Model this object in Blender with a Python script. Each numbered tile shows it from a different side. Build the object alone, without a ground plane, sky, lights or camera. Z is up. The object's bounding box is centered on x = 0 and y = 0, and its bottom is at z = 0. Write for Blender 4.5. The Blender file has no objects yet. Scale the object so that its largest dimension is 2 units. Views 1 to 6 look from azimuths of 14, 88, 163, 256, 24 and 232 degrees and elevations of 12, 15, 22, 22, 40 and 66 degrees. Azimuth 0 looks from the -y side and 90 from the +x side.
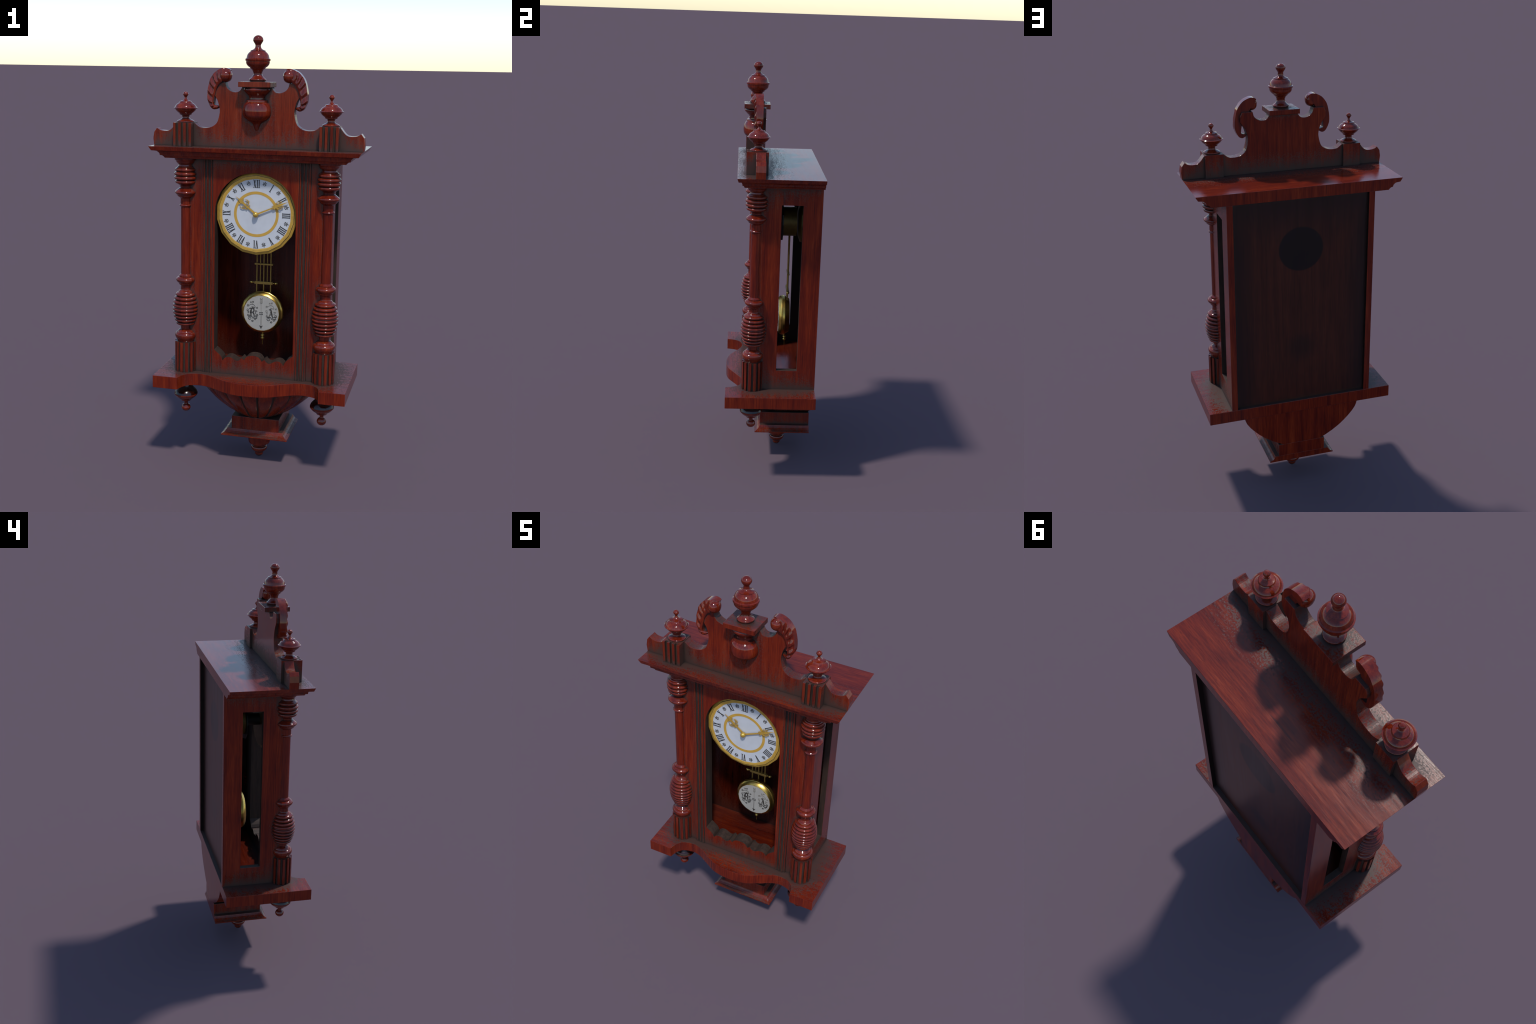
import bpy, bmesh, math, random
from mathutils import Vector, Matrix

random.seed(7)
PI = math.pi

# ------------------------------------------------------------------ materials
def new_mat(name):
    m = bpy.data.materials.new(name)
    m.use_nodes = True
    nt = m.node_tree
    for n in list(nt.nodes):
        nt.nodes.remove(n)
    out = nt.nodes.new("ShaderNodeOutputMaterial")
    bs = nt.nodes.new("ShaderNodeBsdfPrincipled")
    nt.links.new(bs.outputs[0], out.inputs[0])
    return m, nt, bs


class G:
    """small helper to write node graphs"""
    def __init__(s, nt):
        s.nt = nt

    def node(s, kind, **kw):
        n = s.nt.nodes.new(kind)
        for k, v in kw.items():
            setattr(n, k, v)
        return n

    def put(s, sock, v):
        if isinstance(v, bpy.types.NodeSocket):
            s.nt.links.new(v, sock)
        else:
            sock.default_value = v

    def math(s, op, a, b=0.0, c=0.0, clamp=False):
        n = s.node("ShaderNodeMath", operation=op, use_clamp=clamp)
        s.put(n.inputs[0], a); s.put(n.inputs[1], b); s.put(n.inputs[2], c)
        return n.outputs[0]

    def vmath(s, op, a, b=(0, 0, 0)):
        n = s.node("ShaderNodeVectorMath", operation=op)
        s.put(n.inputs[0], a); s.put(n.inputs[1], b)
        return n.outputs["Value" if op in ("LENGTH", "DOT_PRODUCT", "DISTANCE") else 0]

    def noise(s, vec, scale, detail=3.0, rough=0.55, dist=0.0):
        n = s.node("ShaderNodeTexNoise")
        s.put(n.inputs["Vector"], vec)
        n.inputs["Scale"].default_value = scale
        n.inputs["Detail"].default_value = detail
        n.inputs["Roughness"].default_value = rough
        n.inputs["Distortion"].default_value = dist
        return n.outputs["Fac"]

    def ramp(s, f, stops, interp="LINEAR"):
        n = s.node("ShaderNodeValToRGB")
        n.color_ramp.interpolation = interp
        e = n.color_ramp.elements
        while len(e) < len(stops):
            e.new(0.5)
        for el, (p, c) in zip(e, stops):
            el.position = p
            el.color = (*c, 1) if len(c) == 3 else c
        s.put(n.inputs[0], f)
        return n.outputs[0]

    def smooth(s, v, lo, hi, a=0.0, b=1.0):
        n = s.node("ShaderNodeMapRange", interpolation_type="SMOOTHSTEP")
        s.put(n.inputs[0], v)
        n.inputs[1].default_value = lo; n.inputs[2].default_value = hi
        n.inputs[3].default_value = a; n.inputs[4].default_value = b
        return n.outputs[0]

    def mix(s, f, a, b):
        n = s.node("ShaderNodeMix", data_type="RGBA")
        s.put(n.inputs[0], f)
        for i, v in ((6, a), (7, b)):
            s.put(n.inputs[i], v if isinstance(v, bpy.types.NodeSocket) else (*v, 1))
        return n.outputs[2]

    def mixf(s, f, a, b):
        n = s.node("ShaderNodeMix", data_type="FLOAT")
        s.put(n.inputs[0], f); s.put(n.inputs[2], a); s.put(n.inputs[3], b)
        return n.outputs[0]

    def mixv(s, f, a, b):
        n = s.node("ShaderNodeMix", data_type="VECTOR")
        s.put(n.inputs[0], f); s.put(n.inputs[4], a); s.put(n.inputs[5], b)
        return n.outputs[1]

    def ao(s, dist, samples=8):
        n = s.node("ShaderNodeAmbientOcclusion", samples=samples)
        n.inputs["Distance"].default_value = dist
        return n.outputs["AO"]


DUST = (0.044, 0.0265, 0.0215)


def wood_material(name, turned=False, tone=1.1, dusty=1.0, gloss=0.2, dark_panel=False, upward=0.045):
    m, nt, bs = new_mat(name)
    g = G(nt)
    tc = g.node("ShaderNodeTexCoord").outputs["Object"]
    info = g.node("ShaderNodeObjectInfo").outputs["Random"]
    geo = g.node("ShaderNodeNewGeometry")
    nz = g.node("ShaderNodeSeparateXYZ"); g.put(nz.inputs[0], geo.outputs["True Normal"])
    off = g.node("ShaderNodeCombineXYZ"); g.put(off.inputs[0], g.math("MULTIPLY", info, 7.3)); g.put(off.inputs[1], g.math("MULTIPLY", info, 3.1))
    p = g.vmath("ADD", tc, off.outputs[0])
    upright = g.vmath("MULTIPLY", p, (1.0, 1.0, 0.05))
    along_x = g.vmath("MULTIPLY", p, (0.09, 1.0, 1.0))
    if turned:
        gv = upright
    else:
        flat = g.math("GREATER_THAN", g.math("ABSOLUTE", nz.outputs[2]), 0.75)
        gv = g.mixv(flat, upright, along_x)
    fine = g.noise(gv, 190.0, 4.0, 0.7)
    broad = g.noise(gv, 42.0, 3.0, 0.6, 0.3)
    cloud = g.noise(p, 7.0, 2.0, 0.5)
    v = g.math("ADD", g.math("MULTIPLY", fine, 0.5), g.math("MULTIPLY", broad, 0.5))
    v = g.math("ADD", v, g.math("MULTIPLY", g.math("SUBTRACT", cloud, 0.5), 0.15))
    t = tone
    if dark_panel:
        col = g.ramp(v, [(0.30, (0.022, 0.006, 0.004)), (0.50, (0.046, 0.0105, 0.0060)), (0.72, (0.075, 0.016, 0.008))])
    else:
        col = g.ramp(v, [(0.32, (0.052 * t, 0.0052 * t, 0.0036 * t)), (0.45, (0.100 * t, 0.0090 * t, 0.0034 * t)),
                         (0.55, (0.140 * t, 0.0142 * t, 0.0038 * t)), (0.70, (0.215 * t, 0.0300 * t, 0.0075 * t))])
    # thin dark pores and the odd crack line along the grain
    pores = g.smooth(g.noise(g.vmath("MULTIPLY", gv, (1, 1, 0.6)), 420.0, 2.0), 0.60, 0.72)
    col = g.mix(g.math("MULTIPLY", pores, 0.55), col, (0.030, 0.005, 0.004))
    crack = g.smooth(g.noise(gv, 60.0, 1.0, 0.4, 0.0), 0.745, 0.775)
    col = g.mix(g.math("MULTIPLY", crack, 0.55), col, (0.020, 0.004, 0.004))
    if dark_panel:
        # baked shadows of movement and pendulum painted into the back board's colour
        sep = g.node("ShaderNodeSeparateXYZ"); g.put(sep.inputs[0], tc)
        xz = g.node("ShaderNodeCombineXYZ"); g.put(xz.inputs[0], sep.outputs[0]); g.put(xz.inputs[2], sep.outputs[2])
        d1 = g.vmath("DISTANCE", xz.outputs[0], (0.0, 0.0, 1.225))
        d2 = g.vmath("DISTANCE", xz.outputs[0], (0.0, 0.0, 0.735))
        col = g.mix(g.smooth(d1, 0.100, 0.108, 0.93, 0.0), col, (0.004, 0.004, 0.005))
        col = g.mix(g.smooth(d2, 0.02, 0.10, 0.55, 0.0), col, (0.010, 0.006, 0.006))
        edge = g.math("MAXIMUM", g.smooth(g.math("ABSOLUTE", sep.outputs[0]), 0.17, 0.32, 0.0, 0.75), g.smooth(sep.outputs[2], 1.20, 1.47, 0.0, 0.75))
        col = g.mix(edge, col, (0.009, 0.006, 0.007))  # shade along the board's sides and top painted into its colour
    # dust gathers where surfaces face each other; crevice shade is painted in too
    speck = g.noise(p, 190.0, 4.0, 0.75)
    blot = g.noise(g.vmath("MULTIPLY", gv, (1, 1, 2.5)) if not turned else gv, 55.0, 5.0, 0.7)
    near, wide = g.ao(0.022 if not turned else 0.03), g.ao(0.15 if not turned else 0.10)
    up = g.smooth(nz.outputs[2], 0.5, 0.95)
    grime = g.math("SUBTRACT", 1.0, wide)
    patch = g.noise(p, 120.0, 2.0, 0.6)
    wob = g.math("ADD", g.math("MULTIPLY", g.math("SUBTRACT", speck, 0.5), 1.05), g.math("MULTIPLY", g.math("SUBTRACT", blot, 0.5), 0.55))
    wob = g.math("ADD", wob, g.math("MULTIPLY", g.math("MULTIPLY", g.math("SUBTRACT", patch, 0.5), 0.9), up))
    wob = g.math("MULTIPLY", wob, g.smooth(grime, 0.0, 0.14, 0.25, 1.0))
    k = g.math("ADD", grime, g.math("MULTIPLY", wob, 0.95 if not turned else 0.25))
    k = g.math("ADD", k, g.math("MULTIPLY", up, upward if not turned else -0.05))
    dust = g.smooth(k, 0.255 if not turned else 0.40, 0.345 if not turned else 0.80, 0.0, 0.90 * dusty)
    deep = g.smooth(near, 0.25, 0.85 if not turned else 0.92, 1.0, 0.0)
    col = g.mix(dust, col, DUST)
    col = g.mix(g.math("MULTIPLY", deep, 0.78 if not dark_panel else 0.3), col, (0.016, 0.013, 0.012))  # close-range AO paints crevice shade into the wood colour
    g.put(bs.inputs["Base Color"], col)
    r = g.math("ADD", gloss, g.math("MULTIPLY", g.math("SUBTRACT", broad, 0.5), 0.12))
    r = g.mixf(dust, r, 0.58)
    g.put(bs.inputs["Roughness"], r)
    bs.inputs["Specular IOR Level"].default_value = 0.36 if not turned else 0.5
    bump = g.node("ShaderNodeBump")
    bump.inputs["Strength"].default_value = 0.06 if not turned else 0.02
    bump.inputs["Distance"].default_value = 0.002
    g.put(bump.inputs["Height"], g.math("ADD", fine, g.math("MULTIPLY", g.math("MULTIPLY", speck, dust), 2.0)))
    g.put(bs.inputs["Normal"], bump.outputs[0])
    return m


def metal_material(name, colour, metallic, rough, dirt=0.6):
    m, nt, bs = new_mat(name)
    g = G(nt)
    tc = g.node("ShaderNodeTexCoord").outputs["Object"]
    n1 = g.noise(tc, 60.0, 4.0)
    spots = g.smooth(g.noise(tc, 240.0, 3.0), 0.62, 0.72)
    dk = tuple(c * 0.45 for c in colour)
    col = g.mix(g.smooth(n1, 0.35, 0.7), colour, tuple(c * 0.82 for c in colour))
    col = g.mix(g.math("MULTIPLY", spots, dirt), col, dk)
    col = g.mix(g.smooth(g.ao(0.012), 0.3, 0.8, 0.75, 0.0), col, tuple(c * 0.15 for c in colour))  # short AO puts crevice shade into the metal's base colour
    g.put(bs.inputs["Base Color"], col)
    bs.inputs["Metallic"].default_value = metallic
    g.put(bs.inputs["Roughness"], g.math("ADD", rough, g.math("MULTIPLY", n1, 0.1)))
    return m


def plain_material(name, colour, rough=0.5, vary=0.06, spec=0.5):
    m, nt, bs = new_mat(name)
    g = G(nt)
    tc = g.node("ShaderNodeTexCoord").outputs["Object"]
    n1 = g.noise(tc, 22.0, 4.0)
    col = g.mix(g.smooth(n1, 0.3, 0.75), colour, tuple(c * (1 - vary * 2) for c in colour))
    g.put(bs.inputs["Base Color"], col)
    bs.inputs["Roughness"].default_value = rough
    bs.inputs["Specular IOR Level"].default_value = spec
    return m


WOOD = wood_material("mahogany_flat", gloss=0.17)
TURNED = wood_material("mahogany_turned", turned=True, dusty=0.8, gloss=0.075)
TURNED_DARK = wood_material("mahogany_turned_shaded", turned=True, tone=0.14, gloss=0.16)  # darker copy: dusty baked shade below the shelf, put into the colour
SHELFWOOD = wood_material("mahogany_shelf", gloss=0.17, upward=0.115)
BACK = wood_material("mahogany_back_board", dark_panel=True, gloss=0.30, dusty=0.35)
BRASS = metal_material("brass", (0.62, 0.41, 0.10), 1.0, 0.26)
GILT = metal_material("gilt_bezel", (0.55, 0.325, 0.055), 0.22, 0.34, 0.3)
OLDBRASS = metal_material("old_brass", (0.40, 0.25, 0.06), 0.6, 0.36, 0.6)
PRINTGOLD = plain_material("gold_print", (0.53, 0.305, 0.050), 0.45)
ENAMEL = plain_material("white_enamel", (0.53, 0.54, 0.57), 0.38, 0.04)
BOBWHITE = plain_material("bob_enamel", (0.375, 0.355, 0.325), 0.42, 0.05)
INK = plain_material("black_ink", (0.030, 0.026, 0.022), 0.55)
ORNINK = plain_material("brown_ink", (0.060, 0.052, 0.042), 0.55)


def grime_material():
    """reveals and flutes where dust has settled; also darkens the bowl seams"""
    m, nt, bs = new_mat("dusty_dark_wood")
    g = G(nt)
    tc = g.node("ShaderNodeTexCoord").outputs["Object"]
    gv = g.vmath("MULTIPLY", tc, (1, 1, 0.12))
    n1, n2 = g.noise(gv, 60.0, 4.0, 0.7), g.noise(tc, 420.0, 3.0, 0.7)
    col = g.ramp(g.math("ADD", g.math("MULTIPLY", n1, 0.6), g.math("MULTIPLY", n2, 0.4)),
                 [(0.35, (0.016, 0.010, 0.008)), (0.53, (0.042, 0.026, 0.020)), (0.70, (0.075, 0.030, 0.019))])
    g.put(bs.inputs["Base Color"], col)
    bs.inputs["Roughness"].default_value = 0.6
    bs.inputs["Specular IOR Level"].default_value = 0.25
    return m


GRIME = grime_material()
INSIDE = plain_material("shaded_inside", (0.012, 0.006, 0.005), 0.5, 0.1, 0.2)  # baked interior shade painted as the colour of inner faces
MOVEBRASS = metal_material("dark_brass", (0.20, 0.125, 0.030), 0.5, 0.45, 0.8)  # darker brass for the works behind the dial
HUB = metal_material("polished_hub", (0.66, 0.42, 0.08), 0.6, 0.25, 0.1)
FADED = plain_material("faded_ink", (0.19, 0.175, 0.15), 0.55)
DARK = plain_material("blackened_steel", (0.010, 0.009, 0.008), 0.5)

# ------------------------------------------------------------------ geometry helpers
def link(ob, parent=None):
    bpy.context.scene.collection.objects.link(ob)
    if parent is not None:
        ob.parent = parent
    return ob


def finish(name, bm, mat, parent, smooth=None, bevel=0.0, loc=(0, 0, 0)):
    bmesh.ops.recalc_face_normals(bm, faces=bm.faces)
    me = bpy.data.meshes.new(name)
    bm.to_mesh(me)
    bm.free()
    me.materials.append(mat)
    ob = link(bpy.data.objects.new(name, me), parent)
    ob.location = loc
    if smooth is not None:
        me.polygons.foreach_set("use_smooth", [True] * len(me.polygons))
        me.set_sharp_from_angle(angle=math.radians(smooth))
    if bevel:
        b = ob.modifiers.new("round_edges", "BEVEL")
        b.width, b.segments, b.limit_method, b.angle_limit = bevel, 2, "ANGLE", math.radians(40)
    return ob


def copy_of(ob, parent, loc=None, rot=None, scale=None, name=None):
    o = link(bpy.data.objects.new(name or ob.name, ob.data), parent)
    o.location = loc if loc is not None else ob.location
    if rot: o.rotation_euler = rot
    if scale: o.scale = scale
    for md in ob.modifiers:
        b = o.modifiers.new(md.name, md.type)
        if md.type == "BEVEL":
            b.width, b.segments, b.limit_method, b.angle_limit = md.width, md.segments, md.limit_method, md.angle_limit
    return o


AX = {"y": lambda a, b, c: (a, c, b),    # (x, z) outline, depth along y
      "x": lambda a, b, c: (c, a, b),    # (y, z) outline, depth along x
      "z": lambda a, b, c: (a, b, c)}    # (x, y) outline, depth along z


def prism_into(bm, outline, c0, c1, axis):
    f = AX[axis]
    lo = [bm.verts.new(f(a, b, c0)) for a, b in outline]
    hi = [bm.verts.new(f(a, b, c1)) for a, b in outline]
    n = len(outline)
    bm.faces.new(lo); bm.faces.new(hi[::-1])
    for i in range(n):
        j = (i + 1) % n
        bm.faces.new((lo[i], hi[i], hi[j], lo[j]))


def prism(name, outline, c0, c1, axis, mat, parent, bevel=0.0, smooth=None, loc=(0, 0, 0)):
    bm = bmesh.new()
    prism_into(bm, outline, c0, c1, axis)
    return finish(name, bm, mat, parent, smooth, bevel, loc)


def board_with_hole(name, outer, hole, c0, c1, axis, mat, parent, bevel=0.0, smooth=None):
    f = AX[axis]
    bm = bmesh.new()
    def loop(pts):
        vs = [bm.verts.new(f(a, b, c0)) for a, b in pts]
        return [bm.edges.new((vs[i], vs[(i + 1) % len(vs)])) for i in range(len(vs))]
    es = loop(outer) + loop(hole)
    bmesh.ops.triangle_fill(bm, edges=es, use_beauty=True)
    r = bmesh.ops.extrude_face_region(bm, geom=list(bm.faces))
    d = Vector(f(0, 0, c1)) - Vector(f(0, 0, c0))
    bmesh.ops.translate(bm, verts=[v for v in r["geom"] if isinstance(v, bmesh.types.BMVert)], vec=d)
    return finish(name, bm, mat, parent, smooth, bevel)


def box(name, x0, x1, y0, y1, z0, z1, mat, parent, bevel=0.0015):
    return prism(name, [(x0, y0), (x1, y0), (x1, y1), (x0, y1)], z0, z1, "z", mat, parent, bevel)


def smooth_line(pts, n=5):
    """Catmull-Rom through 2D points; a third entry marks a sharp corner."""
    out = []
    P = [Vector(p[:2]) for p in pts]
    hard = [len(p) > 2 for p in pts]
    for i in range(len(P) - 1):
        a, b = P[i], P[i + 1]
        ta = Vector((0, 0)) if i == 0 else (b - P[i - 1]) * 0.5
        tb = Vector((0, 0)) if i + 2 >= len(P) else (P[i + 2] - a) * 0.5
        L = (b - a).length
        if hard[i] or i == 0: ta = (b - a) * 0.6
        if hard[i + 1] or i + 2 >= len(P): tb = (b - a) * 0.6
        for t in (ta, tb):
            if t.length > 1.2 * L: t *= 1.2 * L / t.length
        for k in range(n):
            s = k / n
            out.append((2*s**3 - 3*s**2 + 1) * a + (s**3 - 2*s**2 + s) * ta + (-2*s**3 + 3*s**2) * b + (s**3 - s**2) * tb)
    out.append(P[-1])
    return [(max(q.x, 0.0), q.y) for q in out]


def lathe(name, profile, mat, parent, loc=(0, 0, 0), segs=48, arc=(0, 2 * PI), flutes=None, n=5, smooth=38, axis="z"):
    """profile: (radius, height[, sharp]); arc limits the sweep (half turnings are closed flat)"""
    prof = smooth_line(profile, n) if n > 1 else [p[:2] for p in profile]
    full = abs(arc[1] - arc[0] - 2 * PI) < 1e-6
    cnt = segs if full else segs + 1
    bm = bmesh.new()
    rings = []
    for r, z in prof:
        ring = []
        if r < 1e-5:
            v = bm.verts.new((0, 0, z)); ring = [v] * cnt
        else:
            for i in range(cnt):
                a = arc[0] + (arc[1] - arc[0]) * i / segs
                k = flutes(a) if flutes else 1.0
                ring.append(bm.verts.new((r * k * math.cos(a), r * k * math.sin(a), z)))
        rings.append(ring)
    for A, B in zip(rings, rings[1:]):
        for i in range(cnt if full else cnt - 1):
            j = (i + 1) % cnt
            q = []
            for v in (A[i], A[j], B[j], B[i]):
                if v not in q: q.append(v)
            if len(q) > 2:
                bm.faces.new(q)
    if full:
        for R in (rings[0], rings[-1]):
            if R[0] is not R[1]:
                bm.faces.new(R)
    else:
        edge = [R[0] for R in rings]
        back = [R[-1] for R in rings]
        loop = []
        for v in edge + back[::-1]:
            if v not in loop: loop.append(v)
        bm.faces.new(loop)
        for R in (rings[0], rings[-1]):
            if R[0] is not R[1]:
                bm.faces.new(R)
    if axis == "y":     # turn the axis to face the front (-y)
        bmesh.ops.rotate(bm, verts=bm.verts, matrix=Matrix.Rotation(PI / 2, 3, "X"))
    return finish(name, bm, mat, parent, smooth, 0, loc)


def ribbon_into(bm, pts, width, y0, y1):
    """flat strip along a 2D path in the x,z plane; width may be a function of 0..1"""
    n = len(pts)
    P = [Vector(p) for p in pts]
    lo_l, lo_r, hi_l, hi_r = [], [], [], []
    for i, p in enumerate(P):
        t = (P[min(i + 1, n - 1)] - P[max(i - 1, 0)])
        if t.length < 1e-9: t = Vector((1, 0))
        t.normalize()
        nrm = Vector((-t.y, t.x))
        w = (width(i / (n - 1)) if callable(width) else width) * 0.5
        a, b = p + nrm * w, p - nrm * w
        lo_l.append(bm.verts.new((a.x, y0, a.y))); lo_r.append(bm.verts.new((b.x, y0, b.y)))
        hi_l.append(bm.verts.new((a.x, y1, a.y))); hi_r.append(bm.verts.new((b.x, y1, b.y)))
    for i in range(n - 1):
        bm.faces.new((lo_l[i], lo_l[i+1], lo_r[i+1], lo_r[i]))
        bm.faces.new((hi_l[i], hi_r[i], hi_r[i+1], hi_l[i+1]))
        bm.faces.new((lo_l[i], hi_l[i], hi_l[i+1], lo_l[i+1]))
        bm.faces.new((lo_r[i], lo_r[i+1], hi_r[i+1], hi_r[i]))
    bm.faces.new((lo_l[0], lo_r[0], hi_r[0], hi_l[0]))
    bm.faces.new((lo_l[-1], hi_l[-1], hi_r[-1], lo_r[-1]))


def disc_into(bm, cx, cz, r, y0, y1, n=10, squash=1.0, rot=0.0):
    pts = []
    for i in range(n):
        a = 2 * PI * i / n
        u, v = r * math.cos(a), r * squash * math.sin(a)
        pts.append((cx + u * math.cos(rot) - v * math.sin(rot), cz + u * math.sin(rot) + v * math.cos(rot)))
    prism_into(bm, pts, y0, y1, "y")


def spiral(cx, cz, r0, r1, a0, turns, n=18):
    out = []
    for i in range(n + 1):
        t = i / n
        r = r0 + (r1 - r0) * t
        a = a0 + 2 * PI * turns * t
        out.append((cx + r * math.cos(a), cz + r * math.sin(a)))
    return out


def second_material(ob, mat, rule):
    """give the faces that satisfy rule(centre, normal) another material"""
    ob.data.materials.append(mat)
    idx = len(ob.data.materials) - 1
    for p in ob.data.polygons:
        if rule(p.center, p.normal):
            p.material_index = idx


# ------------------------------------------------------------------ the clock
clock = bpy.data.objects.new("wall_clock", None)
link(clock)
clock["label"] = "ornate red mahogany pendulum wall clock with turned columns"
clock["category"] = "wall clock"

# ---- case: sides with tall windows, back board, shelf, cornice
case_top = 1.4655
for s in (-1, 1):
    x0, x1 = sorted((s * 0.313, s * 0.341))
    board_with_hole("side_panel", [(-0.060, 0.463), (0.216, 0.463), (0.216, case_top), (-0.060, case_top)],
                    [(0.027, 0.561), (0.126, 0.561), (0.126, 1.375), (0.027, 1.375)], x0, x1, "x", WOOD, clock, bevel=0.0012)
for ob in [o for o in bpy.data.objects if o.name.startswith("side_panel")]:
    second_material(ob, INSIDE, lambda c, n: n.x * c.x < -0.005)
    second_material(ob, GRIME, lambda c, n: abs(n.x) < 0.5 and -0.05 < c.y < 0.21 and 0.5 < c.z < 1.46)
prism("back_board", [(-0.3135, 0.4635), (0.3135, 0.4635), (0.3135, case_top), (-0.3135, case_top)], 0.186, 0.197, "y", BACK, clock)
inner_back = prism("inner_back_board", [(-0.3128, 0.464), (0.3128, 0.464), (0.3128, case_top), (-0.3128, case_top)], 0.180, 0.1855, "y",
                   wood_material("mahogany_interior", tone=0.36, gloss=0.22, dusty=0.3), clock)  # lowered tone carries the interior's baked shade in the colour

# shelf with the serpentine front
half = [(0.000, -0.2175), (0.045, -0.2150), (0.092, -0.2035), (0.138, -0.1790), (0.180, -0.1550), (0.208, -0.1420),
        (0.237, -0.1355), (0.268, -0.1385), (0.298, -0.1505), (0.3155, -0.1720), (0.3235, -0.1930), (0.3285, -0.2165)]
curve = smooth_line([(p[0], p[1]) for p in half], 4)
right = curve + [(0.4475, -0.2165), (0.4475, 0.2165)]
shelf_outline = right + [(-x, y) for x, y in right[::-1]][:-1]
shelf = prism("shelf", shelf_outline, 0.4065, 0.4640, "z", SHELFWOOD, clock, bevel=0.0012)

# cornice: stacked mitred outlines, flush at the back
prof = [(0.000, 1.5170), (0.0115, 1.4985), (0.0285, 1.4965), (0.0345, 1.4950), (0.0395, 1.4915), (0.0440, 1.4870), (0.0462, 1.4820),
        (0.0468, 1.4770), (0.0530, 1.4768), (0.0580, 1.4745), (0.0625, 1.4705), (0.0665, 1.4650)]
bm = bmesh.new()
rings = []
for d, z in prof:
    hx, fy = 0.4730 - d, -0.1805 + d * 0.50
    rings.append([bm.verts.new(c) for c in ((-hx, 0.2165, z), (-hx, fy, z), (hx, fy, z), (hx, 0.2165, z))])
for A, B in zip(rings, rings[1:]):
    for i in range(4):
        bm.faces.new((A[i], A[(i + 1) % 4], B[(i + 1) % 4], B[i]))
bm.faces.new(rings[0]); bm.faces.new(rings[-1][::-1])
finish("cornice", bm, WOOD, clock, bevel=0.0008)

# ---- front: fixed frame and the door with arch and scalloped bottom rail
DOOR_Y = -0.100
arch_r, arch_z = 0.1865, 1.2215
scallop = [(-0.1865, 0.5765), (-0.169, 0.563), (-0.157, 0.552), (-0.149, 0.540), (-0.1445, 0.527),
           (-0.141, 0.534), (-0.133, 0.5415), (-0.124, 0.546), (-0.113, 0.5470), (-0.102, 0.5440), (-0.091, 0.5375), (-0.080, 0.5320),
           (-0.069, 0.5330), (-0.060, 0.5405), (-0.0545, 0.5485), (-0.049, 0.5440), (-0.0425, 0.5380),
           (-0.037, 0.5465), (-0.029, 0.5555), (-0.017, 0.5615), (0.0, 0.5635)]
scallop = scallop + [(-x, z) for x, z in scallop[::-1]][1:]
arch = [(arch_r * math.cos(a), arch_z + arch_r * math.sin(a)) for a in [PI * i / 24 for i in range(25)]]
hole = scallop + arch
board_with_hole("door", [(-0.2480, 0.4642), (0.2480, 0.4642), (0.2480, 1.4652), (-0.2480, 1.4652)], hole, DOOR_Y, -0.0405, "y", WOOD, clock)
door = bpy.data.objects["door"]
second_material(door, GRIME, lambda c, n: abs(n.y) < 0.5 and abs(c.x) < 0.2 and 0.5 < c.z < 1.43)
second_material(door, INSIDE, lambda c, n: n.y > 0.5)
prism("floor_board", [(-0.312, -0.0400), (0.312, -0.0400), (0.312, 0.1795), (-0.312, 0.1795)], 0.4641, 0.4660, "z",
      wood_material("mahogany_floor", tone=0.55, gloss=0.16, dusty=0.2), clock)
for s in (-1, 1):
    x0, x1 = sorted((s * 0.2482, s * 0.3400))
    prism("front_stile", [(x0, 0.4642), (x1, 0.4642), (x1, 1.4652), (x0, 1.4652)], -0.0945, -0.0402, "y", WOOD, clock, bevel=0.001)
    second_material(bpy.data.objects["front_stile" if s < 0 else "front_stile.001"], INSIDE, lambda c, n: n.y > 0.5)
    ga, gb = sorted((s * 0.1965, s * 0.2410))
    prism("reed_backing", [(ga, 0.4644), (gb, 0.4644), (gb, 1.4650), (ga, 1.4650)], DOOR_Y - 0.0010, DOOR_Y + 0.0005, "y", GRIME, door)  # thin dusty dark strip added behind the reeds in place of cut grooves
    # three vertical reeds on each side of the door
    for xc, w in ((0.2350, 0.0082), (0.2185, 0.0080), (0.2025, 0.0085)):
        pts = []
        for i in range(7):
            a = PI * i / 6
            pts.append((s * xc + w * 0.5 * math.cos(a), DOOR_Y + 0.001 - 0.0075 * math.sin(a) ** 0.8))
        prism("reed_moulding", pts, 0.4643, 1.4651, "z", WOOD, door, smooth=50)

# ---- columns with beehive turnings
col_prof = [(0.0, 0.6075, 1), (0.0400, 0.6075, 1), (0.0425, 0.6150), (0.0470, 0.6230), (0.0505, 0.6320), (0.0500, 0.6420), (0.0450, 0.6490), (0.0400, 0.6510, 1), (0.0370, 0.6570), (0.0285, 0.6640),
            (0.0243, 0.6680, 1), (0.0240, 0.6850, 1)]
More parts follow.
